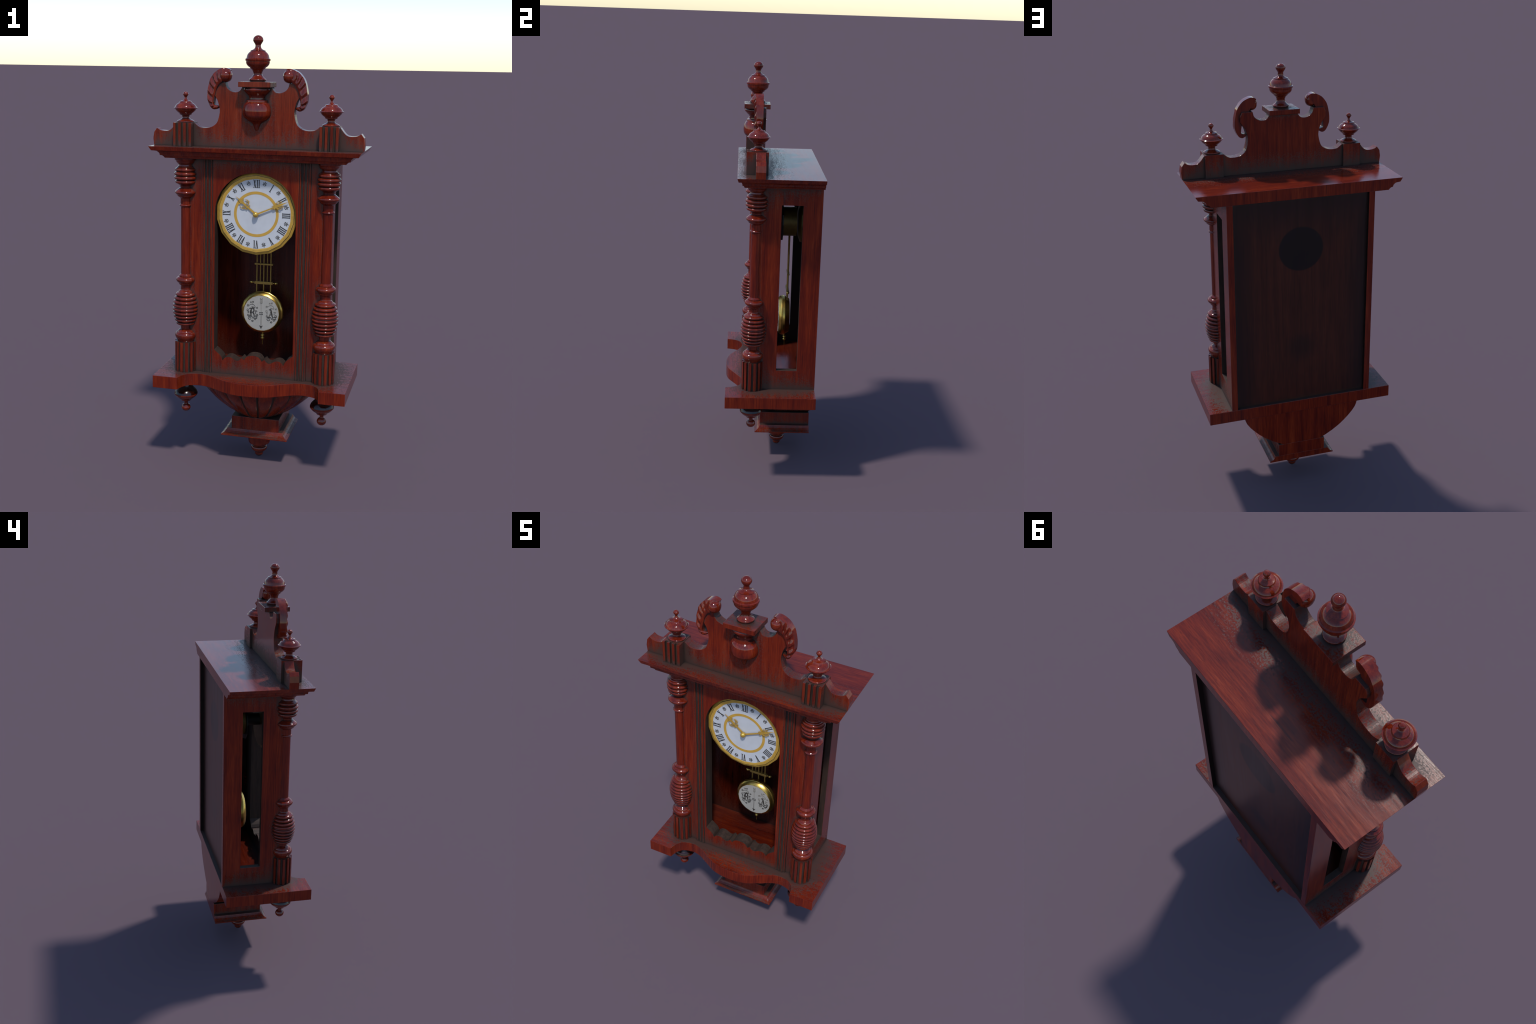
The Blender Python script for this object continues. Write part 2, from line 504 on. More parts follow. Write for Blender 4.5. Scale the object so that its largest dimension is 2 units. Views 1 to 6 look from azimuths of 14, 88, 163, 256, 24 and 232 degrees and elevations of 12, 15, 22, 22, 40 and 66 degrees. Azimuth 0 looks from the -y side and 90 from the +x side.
# barrel: nine rounded rings whose size follows a swelling
n_r, zb0, zb1 = 9, 0.6860, 0.8400
for i in range(n_r):
    z0 = zb0 + (zb1 - zb0) * i / n_r
    z1 = zb0 + (zb1 - zb0) * (i + 1) / n_r
    zm = 0.5 * (z0 + z1)
    t = (zm - 0.7655) / 0.092
    R = 0.0352 + 0.0265 * math.cos(min(1, abs(t)) * PI / 2) ** 0.9
    r_in = R - 0.0068
    col_prof += [(r_in, z0 + 0.0008, 1), (R - 0.0012, z0 + (z1 - z0) * 0.26), (R, zm), (R - 0.0012, z0 + (z1 - z0) * 0.74), (r_in, z1 - 0.0008, 1)]
col_prof += [(0.0365, 0.8402, 1), (0.0330, 0.8470), (0.0252, 0.8525, 1), (0.0240, 0.8560), (0.0240, 0.8730, 1), (0.0280, 0.8760), (0.0320, 0.8800, 1), (0.0335, 0.8850), (0.0410, 0.8920),
             (0.0452, 0.9000), (0.0440, 0.9075), (0.0375, 0.9130, 1), (0.0312, 0.9150, 1), (0.0310, 0.9210, 1), (0.0228, 0.9290, 1), (0.0224, 1.2410, 1),
             (0.0262, 1.2440), (0.0288, 1.2480), (0.0262, 1.2520, 1), (0.0240, 1.2540, 1), (0.0240, 1.2800, 1), (0.0290, 1.2840), (0.0360, 1.2890, 1), (0.0378, 1.2910, 1), (0.0405, 1.2960),
             (0.0470, 1.3025), (0.0492, 1.3080), (0.0470, 1.3135), (0.0430, 1.3165, 1), (0.0400, 1.3190), (0.0310, 1.3260), (0.0245, 1.3290, 1), (0.0258, 1.3360), (0.0300, 1.3400), (0.0375, 1.3455, 1)]
for zc, R in ((1.3555, 0.0478), (1.3738, 0.0522), (1.3922, 0.0528), (1.4105, 0.0485)):
    col_prof += [(R - 0.0070, zc - 0.0085, 1), (R - 0.0015, zc - 0.0050), (R, zc), (R - 0.0015, zc + 0.0050), (R - 0.0070, zc + 0.0085, 1)]
col_prof += [(0.0395, 1.4220), (0.0345, 1.4260, 1), (0.0325, 1.4330, 1), (0.0370, 1.4380), (0.0400, 1.4410), (0.0440, 1.4470, 1), (0.0450, 1.4500), (0.0505, 1.4555, 1), (0.0505, 1.4648, 1), (0.0, 1.4648, 1)]

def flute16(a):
    u = (a * 13 / (2 * PI)) % 1.0
    d = abs(u - 0.5) * 2            # 1 at the groove, 0 on the reed
    return 1.0 - (0.16 if d > 0.60 else 0.015 * d * d)

first = None
for s in (-1, 1):
    if first is None:
        first = lathe("column", col_prof, TURNED, clock, loc=(s * 0.327, -0.088, 0), n=4, segs=44)
        fbase = lathe("fluted_column_base", [(0.0515, 0.4641), (0.0515, 0.6073)], TURNED, first, segs=208, flutes=flute16, n=1, smooth=30)
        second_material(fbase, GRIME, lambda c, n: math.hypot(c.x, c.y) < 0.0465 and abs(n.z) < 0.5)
    else:
        c2 = copy_of(first, clock, loc=(s * 0.327, -0.088, 0))
        copy_of(fbase, c2)

# ---- crest: shaped board, plinths, finials, pendant, leaf scrolls
ch = [(0.4735, 1.5165), (0.4770, 1.5480), (0.4725, 1.5760), (0.4595, 1.5935)]
ch_c = [(0.4595, 1.5935), (0.4450, 1.5845), (0.4270, 1.5810), (0.4050, 1.5825), (0.3890, 1.5930), (0.3690, 1.6185)]
ch_d = [(0.2820, 1.6190), (0.2620, 1.6040), (0.2460, 1.5998), (0.2230, 1.6000), (0.2000, 1.6070), (0.1810, 1.6230), (0.1715, 1.6480),
        (0.1670, 1.6760), (0.1710, 1.7000), (0.1790, 1.7240), (0.1900, 1.7400), (0.2010, 1.7560)]
ch_e = [(0.2010, 1.7800), (0.1920, 1.7985), (0.1430, 1.7990)]
ch_f = [(0.1430, 1.7990), (0.1370, 1.7790), (0.1240, 1.7655), (0.1050, 1.7580), (0.0860, 1.7590), (0.0750, 1.7665), (0.0660, 1.7815)]
half = ch[:-1] + smooth_line(ch_c, 3) + smooth_line(ch_d, 3) + ch_e[:-1] + smooth_line(ch_f, 3)
crest_outline = half + [(-x, z) for x, z in half[::-1]]
crest = prism("crest_board", crest_outline, -0.099, -0.0545, "y", WOOD, clock, bevel=0.0015)

# square blocks with three flutes, and their finials
fin_prof = [(0.0, 1.6205, 1), (0.0372, 1.6210, 1), (0.0378, 1.6270), (0.0282, 1.6325), (0.0192, 1.6370), (0.0163, 1.6420), (0.0165, 1.6490), (0.0200, 1.6530, 1), (0.0268, 1.6555, 1), (0.0278, 1.6600, 1),
            (0.0348, 1.6650), (0.0432, 1.6730), (0.0472, 1.6800, 1), (0.0520, 1.6825, 1), (0.0526, 1.6850, 1), (0.0482, 1.6875, 1), (0.0460, 1.6925), (0.0400, 1.7000), (0.0290, 1.7070, 1),
            (0.0268, 1.7105, 1), (0.0255, 1.7135, 1), (0.0140, 1.7165), (0.0078, 1.7220), (0.0054, 1.7280), (0.0053, 1.7310), (0.0086, 1.7370), (0.0122, 1.7430), (0.0106, 1.7500), (0.0064, 1.7540), (0.0, 1.7562, 1)]
ffin = None
for s in (-1, 1):
    xa, unit = s * 0.3275 - 0.0413, 0.0826 / 7
    pts = [(xa, -0.0415)]
    for i in range(7):
        y = -0.141 if i % 2 == 0 else -0.129
        pts += [(xa + unit * i, y), (xa + unit * (i + 1), y)]
    pts += [(xa + 0.0826, -0.0415)]
    blk = prism("fluted_block", pts, 1.5168, 1.6215, "z", WOOD, crest, bevel=0.0006)
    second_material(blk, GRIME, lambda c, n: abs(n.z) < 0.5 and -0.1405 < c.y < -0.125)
    if ffin is None:
        ffin = lathe("finial", fin_prof, TURNED, crest, loc=(s * 0.327, -0.088, 0), n=4)
    else:
        copy_of(ffin, crest, loc=(s * 0.327, -0.088, 0))

# central finial on its square plate
prism("finial_plate", [(-0.0705, -0.1555), (0.0715, -0.1555), (0.0715, -0.0315), (-0.0705, -0.0315)], 1.7815, 1.8035, "z", WOOD, crest, bevel=0.0015)
big = [(0.0, 1.8030, 1), (0.0338, 1.8030, 1), (0.0340, 1.8060), (0.0366, 1.8105, 1), (0.0362, 1.8150), (0.0273, 1.8225), (0.0212, 1.8305), (0.0190, 1.8370, 1), (0.0192, 1.8420), (0.0213, 1.8475), (0.0248, 1.8540), (0.0305, 1.8588, 1),
       (0.0326, 1.8605, 1), (0.0342, 1.8638, 1), (0.0421, 1.8692), (0.0487, 1.8772), (0.0511, 1.8853), (0.0514, 1.8909, 1), (0.0546, 1.8935, 1), (0.0548, 1.9005, 1), (0.0502, 1.9032, 1), (0.0488, 1.9095), (0.0463, 1.9174), (0.0404, 1.9255),
       (0.0322, 1.9328, 1), (0.0329, 1.9352, 1), (0.0214, 1.9400), (0.0140, 1.9463), (0.0124, 1.9551), (0.0127, 1.9607), (0.0176, 1.9686), (0.0212, 1.9750), (0.0222, 1.9810), (0.0206, 1.9870), (0.0168, 1.9926), (0.0094, 1.9978), (0.0, 2.0000, 1)]
lathe("finial", big, TURNED, crest, loc=(0.001, -0.093, 0), n=4, segs=56)

# half-turned pendant in front of the board
pend = [(0.0, 1.5890, 1), (0.0042, 1.5912), (0.0088, 1.5973), (0.0125, 1.6056), (0.0157, 1.6155), (0.0200, 1.6237), (0.0287, 1.6304), (0.0424, 1.6386), (0.0540, 1.6485), (0.0611, 1.6583), (0.0635, 1.6682),
        (0.0643, 1.6780), (0.0632, 1.6895), (0.0605, 1.7010), (0.0555, 1.7108), (0.0489, 1.7178, 1), (0.0488, 1.7206, 1), (0.0478, 1.7255, 1), (0.0368, 1.7290, 1), (0.0362, 1.7370), (0.0376, 1.7418, 1), (0.0409, 1.7467, 1), (0.0467, 1.7516), (0.0529, 1.7581),
        (0.0587, 1.7646), (0.0600, 1.7690), (0.0592, 1.7743), (0.0560, 1.7790, 1), (0.0560, 1.7813, 1), (0.0, 1.7813, 1)]
lathe("pendant_drop", pend, TURNED, crest, loc=(0.001, -0.0935, 0), n=4, segs=40, arc=(PI, 2 * PI))

# leaf scrolls: a tapering curled body with raked folds and a rolled head
outer = [(0.122, 1.853), (0.134, 1.8595), (0.150, 1.8605), (0.168, 1.8545), (0.186, 1.8440), (0.200, 1.8290), (0.211, 1.8110), (0.2185, 1.7840), (0.2232, 1.7540),
         (0.2225, 1.7240), (0.2130, 1.7000), (0.2030, 1.6860), (0.1900, 1.6812), (0.1770, 1.6860), (0.1700, 1.6935)]
inner = [(0.128, 1.836), (0.140, 1.826), (0.150, 1.8120), (0.156, 1.8010), (0.164, 1.7960), (0.170, 1.7900), (0.1765, 1.7790), (0.1830, 1.7660), (0.1885, 1.7450),
         (0.1935, 1.7230), (0.1945, 1.7080), (0.1925, 1.7025), (0.1860, 1.7000), (0.1790, 1.6985), (0.1715, 1.6975)]
OUT, INN = smooth_line(outer, 6), smooth_line(inner, 6)
NS, NC = len(OUT), 14

def scroll(s):
    bm = bmesh.new()
    front, back = [], []
    for i in range(NS):
        t = i / (NS - 1)
        o, n_ = Vector(OUT[i]), Vector(INN[i])
        w = (o - n_).length
        fr, bk = [], []
        depth = 0.037 + 0.010 * max(0, 1 - t * 2.2)
        depth *= min(1.0, 0.50 + 2.4 * (1 - t)) * min(1.0, 0.45 + 4.5 * t)
        for k in range(NC + 1):
            c = k / NC
            q = n_.lerp(o, c)
            # folds run obliquely, deeper at the outer edge
            ph = t * 10.0 + c * 0.55
            saw = ph % 1.0
            fold = 0.5 + 0.5 * math.cos(PI * min(1.0, (saw - 0.22) / 0.78)) if saw > 0.22 else 0.5 - 0.5 * math.cos(PI * saw / 0.22)
            rip = 0.0078 * min(1.0, max(0.0, (c - 0.18) / 0.25)) * (1.0 if c < 0.8 else 1.0 - (c - 0.8) * 2.5) * fold * (1.0 if t > 0.28 else max(0.15, t / 0.28)) * (1.0 if t < 0.74 else max(0.0, (0.90 - t) / 0.16))
            prof_c = math.sin(PI * (0.22 + 0.60 * c)) ** 0.40
            y = -0.070 - depth * prof_c + rip - 0.004
            fr.append(bm.verts.new((s * q.x, y, q.y)))
            bk.append(bm.verts.new((s * q.x, -0.068, q.y)))
        front.append(fr); back.append(bk)
    for i in range(NS - 1):
        for k in range(NC):
            bm.faces.new((front[i][k], front[i + 1][k], front[i + 1][k + 1], front[i][k + 1]))
            bm.faces.new((back[i][k], back[i][k + 1], back[i + 1][k + 1], back[i + 1][k]))
        bm.faces.new((front[i][0], back[i][0], back[i + 1][0], front[i + 1][0]))
        bm.faces.new((front[i][NC], front[i + 1][NC], back[i + 1][NC], back[i][NC]))
    for R, Bk in ((front[0], back[0]), (front[-1], back[-1])):
        for k in range(NC):
            bm.faces.new((R[k], R[k + 1], Bk[k + 1], Bk[k]))
    body = finish("leaf_scroll", bm, TURNED, crest, smooth=42)
    # the rolled head
    bm = bmesh.new()
    bmesh.ops.create_icosphere(bm, subdivisions=4, radius=1.0)
    for v in bm.verts:
        x, y, z = v.co
        lump = 1 + 0.018 * math.sin(5 * math.atan2(z, x) + 1.0)
        x, y, z = x * lump, y, z * lump
        y = max(y, -1) if y < 0 else y * 0.8
        v.co = (s * (0.1405 + 0.0268 * x), -0.0915 + 0.0335 * y, 1.8285 + 0.0298 * z)
        if v.co.y > -0.0692: v.co.y = -0.0692
    head = finish("scroll_head", bm, TURNED, body, smooth=60)


scroll(1)
scroll(-1)

# ---- bottom: gadrooned bowl, square block, moulded plinth, drop finials
bw = [(0.2800, 0.4068), (0.2775, 0.3950), (0.2710, 0.3790), (0.2560, 0.3570), (0.2370, 0.3350), (0.2140, 0.3120), (0.1880, 0.2900), (0.1560, 0.2680), (0.1250, 0.2500), (0.1010, 0.2385), (0.0900, 0.2335)]
bm = bmesh.new()
NPH = 252
LOBE = math.radians(17.0)        # width of one gadroon
rows = []
for a, z in bw:
    k0 = min(1.0, (z - 0.2335) / 0.05)
    row = []
    for i in range(NPH + 1):
        ph = -PI / 2 + PI * i / NPH
        seam = abs(((ph / LOBE + 0.5) % 1.0) - 0.5) * 2     # 0 on the crown of a lobe, 1 in the seam
        drop = 0.35 * seam ** 2 + 0.65 * max(0.0, (seam - 0.72) / 0.28) ** 1.2
        k = 1.0 - (0.060 + 0.07 * (1 - k0)) * drop + 0.02
        b = a * (0.84 + 0.20 * (1 - k0))
        row.append(bm.verts.new((a * k * math.sin(ph), 0.060 - b * k * math.cos(ph), z)))
    row = [bm.verts.new((-a, 0.2165, z))] + row + [bm.verts.new((a, 0.2165, z))]
    rows.append(row)
for A, B in zip(rows, rows[1:]):
    for i in range(len(A) - 1):
        bm.faces.new((A[i], A[i + 1], B[i + 1], B[i]))
    bm.faces.new((A[-1], A[0], B[0], B[-1]))
bm.faces.new(rows[0]); bm.faces.new(rows[-1][::-1])
bowl = finish("gadrooned_bracket", bm, WOOD, clock, smooth=32)

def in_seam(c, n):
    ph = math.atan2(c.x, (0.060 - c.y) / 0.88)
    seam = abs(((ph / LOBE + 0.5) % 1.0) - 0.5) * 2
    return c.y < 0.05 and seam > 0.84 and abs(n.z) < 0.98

second_material(bowl, GRIME, in_seam)  # seam faces take the same dark tone

blk = box("bracket_block", -0.1145, 0.1155, -0.0370, 0.2160, 0.1695, 0.2340, WOOD, clock)
# moulded plinth, flush at the back
pl = [(0.118, 0.1712), (0.134, 0.1708), (0.1355, 0.1670), (0.1400, 0.1595), (0.1470, 0.1525), (0.1560, 0.1480), (0.1605, 0.1465), (0.1605, 0.1415)]
bm = bmesh.new()
rings = []
for d, z in pl:
    fy = -0.0635 + (0.1605 - d)
    rings.append([bm.verts.new(c) for c in ((-d, 0.2165, z), (-d, fy, z), (d, fy, z), (d, 0.2165, z))])
for A, B in zip(rings, rings[1:]):
    for i in range(4):
        bm.faces.new((A[i], A[(i + 1) % 4], B[(i + 1) % 4], B[i]))
bm.faces.new(rings[0]); bm.faces.new(rings[-1][::-1])
plinth = finish("bracket_plinth", bm, WOOD, clock, bevel=0.0006)
tip = [(0.0, 0.1418, 1), (0.0480, 0.1418, 1), (0.0500, 0.1300), (0.0480, 0.1150, 1), (0.0530, 0.1100, 1), (0.0545, 0.0950), (0.0535, 0.0830), (0.0510, 0.0750), (0.0430, 0.0680), (0.0330, 0.0620, 1), (0.0318, 0.0580, 1), (0.0370, 0.0550, 1),
       (0.0392, 0.0490), (0.0375, 0.0410, 1), (0.0335, 0.0350), (0.0265, 0.0290), (0.0212, 0.0230, 1), (0.0203, 0.0180), (0.0194, 0.0130), (0.0165, 0.0090), (0.0115, 0.0040), (0.0, 0.0000, 1)]
lathe("drop_finial", tip, TURNED, plinth, loc=(0.0005, 0.058, 0), n=4)

drop = [(0.0, 0.4068, 1), (0.0260, 0.4068, 1), (0.0260, 0.3960), (0.0300, 0.3830), (0.0400, 0.3720), (0.0500, 0.3610), (0.0542, 0.3520, 1), (0.0556, 0.3490, 1), (0.0556, 0.3430, 1), (0.0520, 0.3380), (0.0450, 0.3300), (0.0340, 0.3220), (0.0262, 0.3160, 1),
        (0.0240, 0.3115, 1), (0.0120, 0.3060), (0.0094, 0.3020), (0.0091, 0.2945), (0.0120, 0.2915), (0.0168, 0.2885), (0.0212, 0.2800), (0.0219, 0.2735), (0.0195, 0.2665), (0.0130, 0.2595), (0.0, 0.2560, 1)]
d1 = lathe("drop_finial", drop, TURNED, shelf, loc=(-0.327, -0.088, 0), n=4)
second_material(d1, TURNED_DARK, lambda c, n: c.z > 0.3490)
copy_of(d1, shelf, loc=(0.327, -0.088, 0))

# ------------------------------------------------------------------ dial
CX, CZ, FY = 0.0015, 1.2215, -0.0830
dial = lathe("dial", [(0.0, 0.0), (0.1660, 0.0), (0.1660, -0.010), (0.0, -0.010)], ENAMEL, clock, loc=(CX, FY, CZ), n=1, segs=72, axis="y", smooth=30)

def dial_part(name, prof, mat, segs, smooth):
    """ring profile: (radius, height in front of the dial face); the ring is closed"""
    bm = bmesh.new()
    rs = []
    for r, h in prof:
        rs.append([bm.verts.new((r * math.sin(2 * PI * i / segs), -h, r * math.cos(2 * PI * i / segs))) for i in range(segs)])
    for A, B in zip(rs, rs[1:] + rs[:1]):
        for i in range(segs):
            j = (i + 1) % segs
            bm.faces.new((A[i], A[j], B[j], B[i]))
    return finish(name, bm, mat, dial, smooth)


bezel = dial_part("bezel", [(0.1595, 0.0006), (0.1640, 0.0012), (0.1745, 0.0012), (0.1745, -0.0025), (0.1775, -0.0025), (0.1865, -0.0060), (0.1880, -0.0120), (0.1860, -0.0205), (0.1595, -0.0210)], GILT, 18, 12)
lathe("dial_case", [(0.0, 0.0), (0.137, 0.0), (0.137, -0.046), (0.0, -0.046)], MOVEBRASS, dial, loc=(0, 0.006, 0), n=1, segs=18, axis="y", smooth=20)
# the gilt ring against the enamel is round: cover the facets with a fine ring
dial_part("printed_rim", [(0.1585, 0.0009), (0.1625, 0.0015), (0.1625, -0.001), (0.1585, -0.001)], PRINTGOLD, 96, 30)
dial_part("bezel_dark_line", [(0.1740, 0.0014), (0.1752, 0.0010), (0.1752, -0.002), (0.1740, -0.002)], DARK, 18, 12)  # thin dark ring laid on the bezel as its black line
dial_part("gold_ring", [(0.0905, 0.0006), (0.1030, 0.0006), (0.1030, -0.0005), (0.0905, -0.0005)], PRINTGOLD, 96, 30)


def glyph(bm, ch, u0, H):
    """draw one roman letter from u0; returns its advance"""
    Y0, Y1 = -0.0011, 0.0002
    thick, thin, serif = 0.105 * H, 0.045 * H, 0.05 * H
    def stroke(a, b, w):
        a, b = Vector(a), Vector(b)
        hw = w / 2 * (1.0 if abs(a.x - b.x) < 1e-6 else 1.06)
        prism_into(bm, [(a.x - hw, a.y), (a.x + hw, a.y), (b.x + hw, b.y), (b.x - hw, b.y)], Y0, Y1, "y")
    def ser(x, z, w):
        prism_into(bm, [(x - w / 2, z - serif / 2), (x + w / 2, z - serif / 2), (x + w / 2, z + serif / 2), (x - w / 2, z + serif / 2)], Y0 + 0.0001, Y1, "y")
    h = H / 2
    if ch == "I":
        w = 0.235 * H
        x = u0 + w / 2
        stroke((x, -h), (x, h), thick); ser(x, h - serif / 2, w * 0.95); ser(x, -h + serif / 2, w * 0.95)
    elif ch == "V":
        w = 0.40 * H
        stroke((u0 + 0.09 * H, h), (u0 + w / 2, -h), thick); stroke((u0 + w - 0.09 * H, h), (u0 + w / 2, -h), thin)
        ser(u0 + 0.09 * H, h - serif / 2, 0.2 * H); ser(u0 + w - 0.09 * H, h - serif / 2, 0.17 * H)
    else:
        w = 0.42 * H
        stroke((u0 + 0.09 * H, h), (u0 + w - 0.09 * H, -h), thick); stroke((u0 + w - 0.09 * H, h), (u0 + 0.09 * H, -h), thin)
        for z in (h - serif / 2, -h + serif / 2):
            ser(u0 + 0.09 * H, z, 0.18 * H); ser(u0 + w - 0.09 * H, z, 0.18 * H)
    return w


ADV = {"I": 0.235, "V": 0.40, "X": 0.42}
for hour, word in enumerate("XII I II III IIII V VI VII VIII IX X XI".split()):
    a = -2 * PI * hour / 12
    H = 0.0355
    bm = bmesh.new()
    u = -sum(ADV[c] for c in word) * H / 2
    for c in word:
        u += glyph(bm, c, u, H)
    o = finish("numeral", bm, INK, dial)
    o.location = (0.1372 * math.sin(-a), 0, 0.1372 * math.cos(-a))
    o.rotation_euler = (0, -a, 0)

# little leaf ornaments between the numerals
bm = bmesh.new()
disc_into(bm, 0, -0.0012, 0.0019, -0.0009, 0.0002, 8)
for k in range(5):
    a = PI / 2 + (k - 2) * 0.95 + PI * 0
    disc_into(bm, 0.0054 * math.cos(a), -0.0012 + 0.0054 * math.sin(a), 0.0031, -0.0009 - 0.00005 * k, 0.0002, 8, 0.52, a)
prism_into(bm, [(-0.0022, 0.0050), (0.0022, 0.0050), (0.0, 0.0112)], -0.0012, 0.0002, "y")
for sx in (-1, 1):
    disc_into(bm, sx * 0.0042, -0.0062, 0.0022, -0.0010, 0.0002, 8, 0.6, sx * 0.6)
    ribbon_into(bm, spiral(sx * 0.0062, 0.0035, 0.0016, 0.0006, 0, sx * 1.1, 8), 0.0008, -0.0010, 0.0002)
disc_into(bm, 0, -0.0078, 0.0016, -0.0011, 0.0002, 7)
bmesh.ops.scale(bm, verts=bm.verts, vec=(1.12, 1, 1.12))
orn0 = finish("leaf_ornament", bm, ORNINK, dial)
for k in range(12):
    a = 2 * PI * (k + 0.5) / 12
    o = orn0 if k == 0 else copy_of(orn0, dial)
    o.location = (0.1425 * math.sin(a), 0, 0.1425 * math.cos(a))
    o.rotation_euler = (0, a, 0)


def hand(name, length, y, angle, kind):
    bm = bmesh.new()
    y0, y1 = y - 0.0012, y + 0.0012
    L = length
    if kind == "hour":
        prism_into(bm, [(-0.0050, 0.0), (0.0050, 0.0), (0.0036, 0.060), (-0.0036, 0.060)], y0, y1, "y")
        prism_into(bm, [(-0.0060, 0.058), (0.0060, 0.058), (0.0038, 0.074), (-0.0038, 0.074)], y0 - 0.0002, y1, "y")
        prism_into(bm, [(-0.0040, 0.074), (0.0040, 0.074), (0.0090, 0.088), (0.0022, 0.103), (0.0, L), (-0.0022, 0.103), (-0.0090, 0.088)], y0, y1, "y")
        for s in (-1, 1):
            disc_into(bm, s * 0.0125, 0.088, 0.0045, y0 - 0.0001, y1, 8, 0.7, s * 0.5)
            ribbon_into(bm, spiral(s * 0.0165, 0.0640, 0.0085, 0.0025, PI / 2 - s * PI / 2 + PI / 2, -s * 1.15), 0.0025, y0 + 0.0003, y1)
            ribbon_into(bm, [(s * 0.004, 0.052), (s * 0.013, 0.055), (s * 0.021, 0.062), (s * 0.024, 0.073), (s * 0.017, 0.080)], 0.0022, y0 + 0.0002, y1)
            ribbon_into(bm, spiral(s * 0.0095, 0.049, 0.0050, 0.0018, PI / 2, s * 1.0), 0.0022, y0 + 0.0001, y1)
    else:
        prism_into(bm, [(-0.0038, 0.0), (0.0038, 0.0), (0.0026, 0.094), (-0.0026, 0.094)], y0, y1, "y")
        prism_into(bm, [(-0.0045, 0.086), (0.0045, 0.086), (0.0060, 0.094), (0.0085, 0.100), (0.0040, 0.112), (0.0065, 0.120), (0.0025, 0.134), (0.0, L),
                        (-0.0025, 0.134), (-0.0065, 0.120), (-0.0040, 0.112), (-0.0085, 0.100), (-0.0060, 0.094)], y0 - 0.0002, y1, "y")
        for s in (-1, 1):
            disc_into(bm, s * 0.0110, 0.104, 0.0050, y0 - 0.0001, y1, 8, 0.75, s * 0.8)
            disc_into(bm, s * 0.0060, 0.091, 0.0040, y0 - 0.0003, y1, 8, 0.75, -s * 0.8)
            ribbon_into(bm, spiral(s * 0.0125, 0.116, 0.0075, 0.0022, PI / 2 - s * PI / 2 + PI, s * 1.2), 0.0022, y0 + 0.0003, y1)
            ribbon_into(bm, spiral(s * 0.0095, 0.128, 0.0050, 0.0016, -PI / 2, s * 1.1), 0.0018, y0 + 0.0002, y1)
            ribbon_into(bm, [(s * 0.004, 0.082), (s * 0.0085, 0.084), (s * 0.0085, 0.089)], 0.0020, y0 + 0.0001, y1)
    disc_into(bm, 0, 0, 0.0085, y0 - 0.0004, y1, 16)
    o = finish(name, bm, GILT, dial)
    o.rotation_euler = (0, angle, 0)
    return o


hand("hour_hand", 0.1220, -0.0050, math.atan2(-0.0950, 0.0775), "hour")
hand("minute_hand", 0.1610, -0.0085, math.atan2(0.1455, 0.0635), "minute")
bm = bmesh.new()
bmesh.ops.create_uvsphere(bm, u_segments=24, v_segments=14, radius=0.0128)
hub = finish("hand_hub", bm, HUB, dial, smooth=60)
hub.location = (0, -0.0120, 0)

# movement behind the dial
movement = lathe("movement", [(0.0, 0.050), (0.0730, 0.050), (0.0730, -0.020), (0.0, -0.020)][::-1], MOVEBRASS, clock, loc=(0.0, 0.098, 1.2225), n=1, segs=40, axis="y", smooth=30)
lathe("movement_plate", [(0.0, 0.006), (0.098, 0.006), (0.098, 0.0), (0.0, 0.0)][::-1], DARK, movement, loc=(0, -0.048, 0), n=1, segs=12, axis="y", smooth=20)
lathe("movement_arbor", [(0.0, 0.10), (0.030, 0.10), (0.030, 0.0), (0.0, 0.0)][::-1], DARK, movement, loc=(0, -0.054, 0), n=1, segs=20, axis="y", smooth=20)
lathe("gong", [(0.0, 0.024), (0.070, 0.024), (0.104, 0.012), (0.106, 0.0), (0.0, 0.0)][::-1], MOVEBRASS, movement, loc=(0, 0.052, 0), n=1, segs=12, axis="y", smooth=20)
lathe("gong_post", [(0.0, 0.045), (0.035, 0.045), (0.035, 0.0), (0.0, 0.0)][::-1], DARK, movement, loc=(0, 0.080, 0), n=1, segs=16, axis="y", smooth=20)

# ------------------------------------------------------------------ pendulum
PX, PY = 0.0025, 0.086
bob_prof = [(0.0, 0.0440), (0.0855, 0.0440), (0.0880, 0.0440), (0.0960, 0.0500), (0.1005, 0.0580), (0.1000, 0.0610), (0.1018, 0.0625), (0.1018, 0.0740), (0.0960, 0.0800), (0.0850, 0.0980), (0.0, 0.1000)]
bm = bmesh.new()
rs = []
for r, y in bob_prof:
    if r == 0: rs.append([bm.verts.new((0, y, 0))] * 18)
    else: rs.append([bm.verts.new((r * math.sin(2 * PI * i / 18), y, r * math.cos(2 * PI * i / 18))) for i in range(18)])
for A, B in zip(rs, rs[1:]):
    for i in range(18):
        q = []
        for v in (A[i], A[(i + 1) % 18], B[(i + 1) % 18], B[i]):
            if v not in q: q.append(v)
        bm.faces.new(q)
bob = finish("pendulum_bob", bm, BRASS, clock, smooth=25, loc=(PX, 0, 0.7290))
face = lathe("bob_face", [(0.0, 0.001), (0.0855, 0.001), (0.0855, -0.002), (0.0, -0.002)], BOBWHITE, bob, loc=(0, 0.0440, 0), n=1, segs=18, axis="y", smooth=30)
face.rotation_euler = (0, 2 * PI / 72 * 0, 0)


def marks(name, mat, draw):
    bm = bmesh.new()
    draw(bm)
    return finish(name, bm, mat, face, loc=(0, -0.0012, 0))


T0, T1 = -0.0009, 0.0004

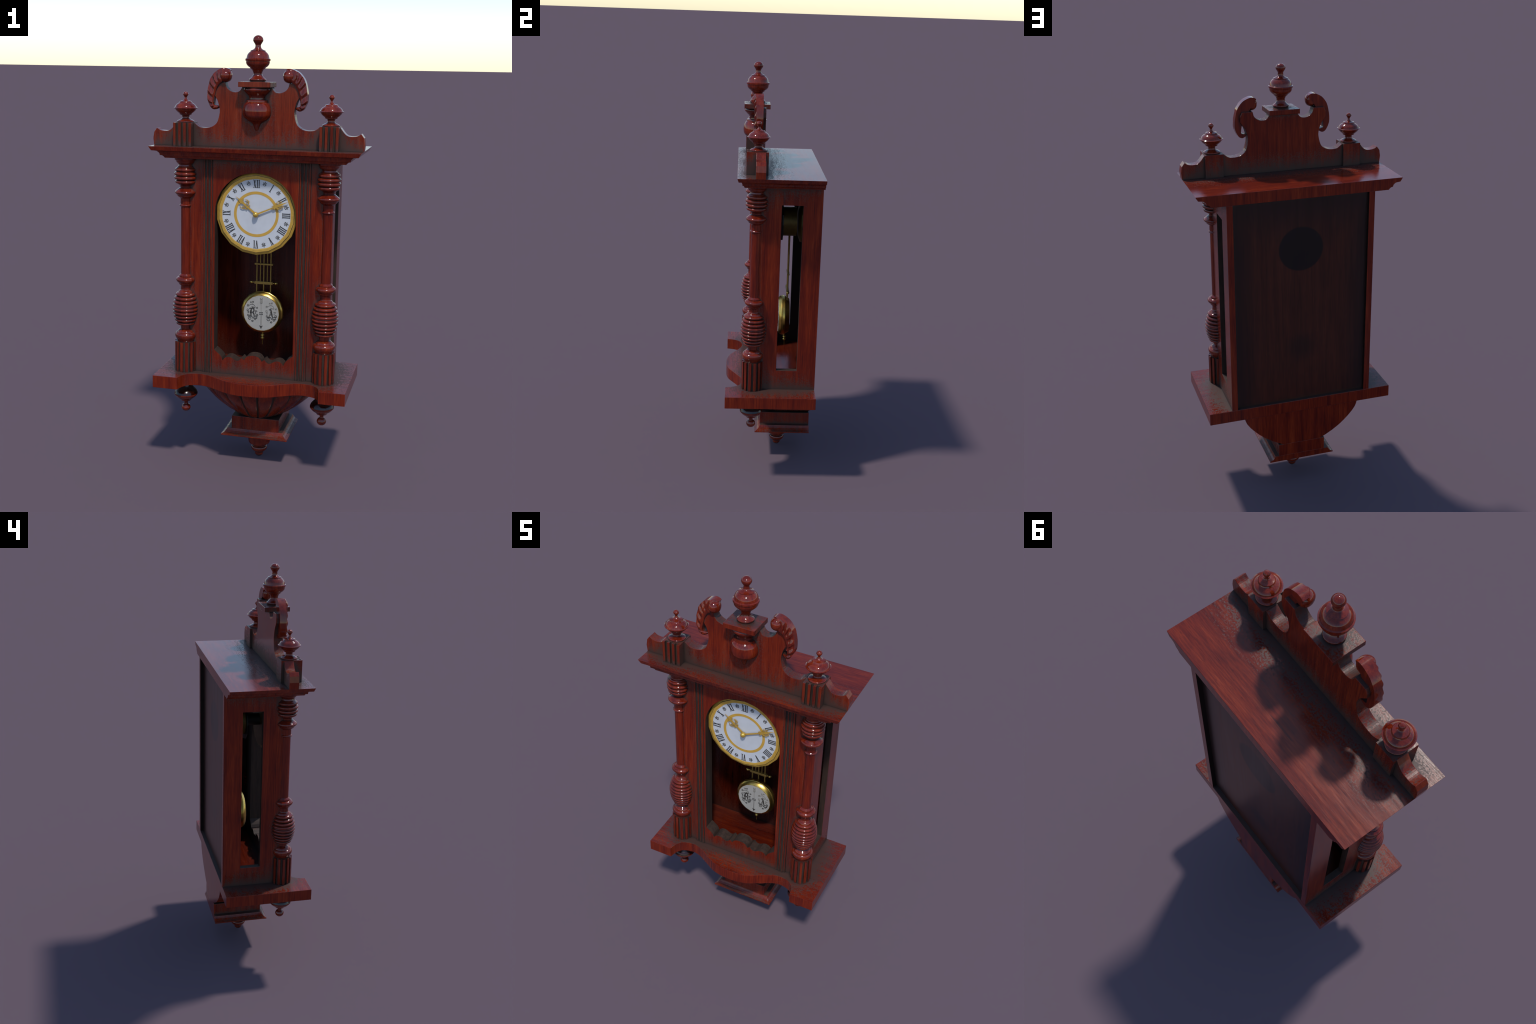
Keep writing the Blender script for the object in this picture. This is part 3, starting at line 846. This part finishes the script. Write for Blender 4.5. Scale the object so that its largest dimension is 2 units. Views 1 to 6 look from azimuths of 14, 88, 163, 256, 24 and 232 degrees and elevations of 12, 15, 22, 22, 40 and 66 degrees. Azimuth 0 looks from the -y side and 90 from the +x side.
def arrow_dark(bm):
    ribbon_into(bm, [(0, 0.004), (0.0005, -0.062)], lambda t: 0.0013 + 0.0008 * t, T0, T1)
    prism_into(bm, [(-0.0085, -0.0600), (-0.0025, -0.0635), (0.0035, -0.0635), (0.0095, -0.0600), (0.0050, -0.0665), (0.0008, -0.0775), (-0.0040, -0.0665)], T0 - 0.0002, T1, "y")
    for z in (0.0032, -0.0048):
        ribbon_into(bm, [(-0.0085, z), (0.0085, z)], 0.0018, T0 - 0.0003, T1)
        for x in (-0.0080, 0.0080):
            ribbon_into(bm, [(x, z - 0.0025), (x, z + 0.0025)], 0.0014, T0 - 0.0004, T1)

def arrow_faded(bm):
    ribbon_into(bm, [(-0.0015, 0.060), (0, 0.004)], 0.0013, T0, T1)
    for k, x in enumerate((-0.0055, -0.0018, 0.0018, 0.0055)):
        ribbon_into(bm, [(x, 0.050), (x * 1.02, 0.068 + abs(x) * 1.1)], 0.0011, T0 - 0.0001 * k, T1)
    for s in (-1, 1):
        ribbon_into(bm, [(0, 0.0475), (s * 0.006, 0.0515)], 0.0012, T0 - 0.0005, T1)
        ribbon_into(bm, [(0, 0.067), (s * 0.006, 0.0745)], 0.0011, T0 - 0.0006, T1)


marks("printed_arrow", INK, arrow_dark)
marks("printed_arrow_shaft", FADED, arrow_faded)

def curls(bm, cx, items, wid):
    for k, (x, z, r, a0, turns) in enumerate(items):
        ribbon_into(bm, spiral(cx + x, z, r, r * 0.28, a0, turns, 20), lambda t: 1.35 * wid * (1.15 - 0.5 * t), T0 - 0.00002 * k, T1)

low_curls = [(-0.0105, -0.0270, 0.0098, 1.2, 1.35), (0.0030, -0.0395, 0.0050, 2.6, 1.2), (0.0140, -0.0305, 0.0060, 2.9, -1.25), (0.0215, -0.0235, 0.0042, 3.3, 1.1), (0.0225, -0.0105, 0.0072, 3.6, 1.4),
             (-0.0190, -0.0120, 0.0060, 0.2, -1.1), (0.0050, -0.0245, 0.0036, 0.5, 1.0)]
mid_curls = [(-0.0205, 0.0120, 0.0068, -0.9, -1.3), (0.0215, 0.0075, 0.0040, 3.4, -1.1), (0.0150, 0.0080, 0.0034, 0.0, 1.1), (0.0170, -0.0010, 0.0036, 1.2, 1.0), (-0.0180, 0.0000, 0.0040, 1.2, 1.1)]
top_curls = [(-0.0210, 0.0330, 0.0052, 0.4, 1.4), (-0.0075, 0.0500, 0.0036, -0.6, 1.2), (0.0045, 0.0520, 0.0044, 3.6, -1.3), (0.0240, 0.0260, 0.0046, 3.0, 1.3), (0.0110, 0.0265, 0.0040, 2.4, 1.1), (0.0000, 0.0280, 0.0042, 0.5, -1.2)]

def arch_lines(bm, cx):
    ribbon_into(bm, [(cx + 0.0165 * math.cos(a) - 0.001, 0.0245 + 0.0165 * math.sin(a)) for a in [0.15 + 2.7 * i / 14 for i in range(15)]], lambda t: 0.0009 + 0.0010 * math.sin(PI * t), T0, T1)
    ribbon_into(bm, [(cx - 0.001, 0.0405), (cx - 0.0005, 0.0465)], 0.0012, T0 - 0.0003, T1)

def letter_r(bm, cx):
    ribbon_into(bm, [(cx - 0.0045, 0.0205), (cx - 0.0050, 0.0020), (cx - 0.0060, -0.0170)], 0.0052, T0 - 0.0006, T1)
    ribbon_into(bm, [(cx - 0.0140, 0.0195), (cx - 0.0080, 0.0215), (cx - 0.0040, 0.0190), (cx + 0.0040, 0.0225), (cx + 0.0085, 0.0185), (cx + 0.0085, 0.0090), (cx + 0.0030, 0.0030), (cx - 0.0040, 0.0015)],
                lambda t: 0.0026 + 0.0028 * math.sin(PI * t), T0 - 0.0007, T1)
    ribbon_into(bm, [(cx + 0.0035, 0.0030), (cx + 0.0085, -0.0050), (cx + 0.0105, -0.0150), (cx + 0.0140, -0.0185), (cx + 0.0165, -0.0150)], lambda t: 0.0058 - 0.0038 * t, T0 - 0.0008, T1)
    ribbon_into(bm, [(cx - 0.0085, 0.0105), (cx - 0.0100, 0.0040), (cx - 0.0080, -0.0040)], 0.0026, T0 - 0.0009, T1)
    ribbon_into(bm, [(cx - 0.0130, -0.0180), (cx - 0.0050, -0.0160), (cx + 0.0010, -0.0185)], 0.0030, T0 - 0.0010, T1)

def letter_a(bm, cx):
    ribbon_into(bm, [(cx - 0.0095, 0.0190), (cx - 0.0045, 0.0215), (cx - 0.0005, 0.0200), (cx + 0.0030, 0.0060), (cx + 0.0070, -0.0130), (cx + 0.0110, -0.0185), (cx + 0.0150, -0.0150)],
                lambda t: 0.0024 + 0.0034 * math.sin(PI * min(1, t * 1.15)), T0 - 0.0006, T1)
    ribbon_into(bm, [(cx + 0.0005, 0.0150), (cx - 0.0050, -0.0050), (cx - 0.0090, -0.0165)], 0.0022, T0 - 0.0007, T1)
    ribbon_into(bm, [(cx - 0.0060, -0.0045), (cx + 0.0050, -0.0035)], 0.0020, T0 - 0.0008, T1)
    ribbon_into(bm, [(cx - 0.0130, -0.0180), (cx - 0.0060, -0.0160), (cx + 0.0010, -0.0185)], 0.0030, T0 - 0.0009, T1)


XR, XA = -0.0435, 0.0475
marks("printed_letter", INK, lambda bm: letter_r(bm, XR))
marks("printed_letter", INK, lambda bm: letter_a(bm, XA))
for cx in (XR, XA):
    marks("printed_scrollwork", INK, lambda bm: curls(bm, cx, low_curls, 0.0016))
    marks("printed_scrollwork", FADED if cx == XA else INK, lambda bm: curls(bm, cx, mid_curls, 0.0011))
    marks("printed_scrollwork", FADED if cx == XA else ORNINK, lambda bm: (curls(bm, cx, top_curls, 0.0012), arch_lines(bm, cx)))


def rod(name, x, z0, z1, r, parent):
    return lathe(name, [(r, z0), (r, z1)], OLDBRASS, parent, loc=(x, PY, 0), n=1, segs=10, smooth=60)


hanger = box("pendulum_crossbar", PX - 0.0442, PX + 0.0442, PY - 0.0065, PY + 0.0065, 0.8605, 0.8730, OLDBRASS, clock, bevel=0.001)
box("pendulum_crossbar", PX - 0.0442, PX + 0.0442, PY - 0.0060, PY + 0.0060, 0.9535, 0.9610, OLDBRASS, hanger, bevel=0.001)
for dx, r, z0 in ((-0.0335, 0.0033, 0.8200), (-0.0168, 0.0025, 0.8650), (0, 0.0033, 0.8200), (0.0168, 0.0025, 0.8650), (0.0335, 0.0033, 0.8200)):
    rod("pendulum_rod", PX + dx, z0, 1.165, r, hanger)
for s in (-1, 1):
    k = lathe("crossbar_knob", [(0.0, 0.0235), (0.0040, 0.0225), (0.0068, 0.0180), (0.0072, 0.0150), (0.0050, 0.0095), (0.0026, 0.0070), (0.0026, -0.0020)], BRASS, hanger, loc=(PX + s * 0.0440, PY, 0.8668), n=3, segs=18)
    k.rotation_euler = (0, s * PI / 2, 0)
nut = lathe("rating_nut", [(0.0, 0.563, 1), (0.0016, 0.565, 1), (0.0019, 0.589, 1), (0.0055, 0.5905, 1), (0.0085, 0.595), (0.0088, 0.5985), (0.0060, 0.6020, 1), (0.0045, 0.6045, 1), (0.0080, 0.6070), (0.0088, 0.6110), (0.0075, 0.6150, 1), (0.0040, 0.6170, 1), (0.0040, 0.6400, 1), (0.0, 0.6400, 1)], BRASS, bob, loc=(0, 0.080, -0.7290), n=3, segs=20)
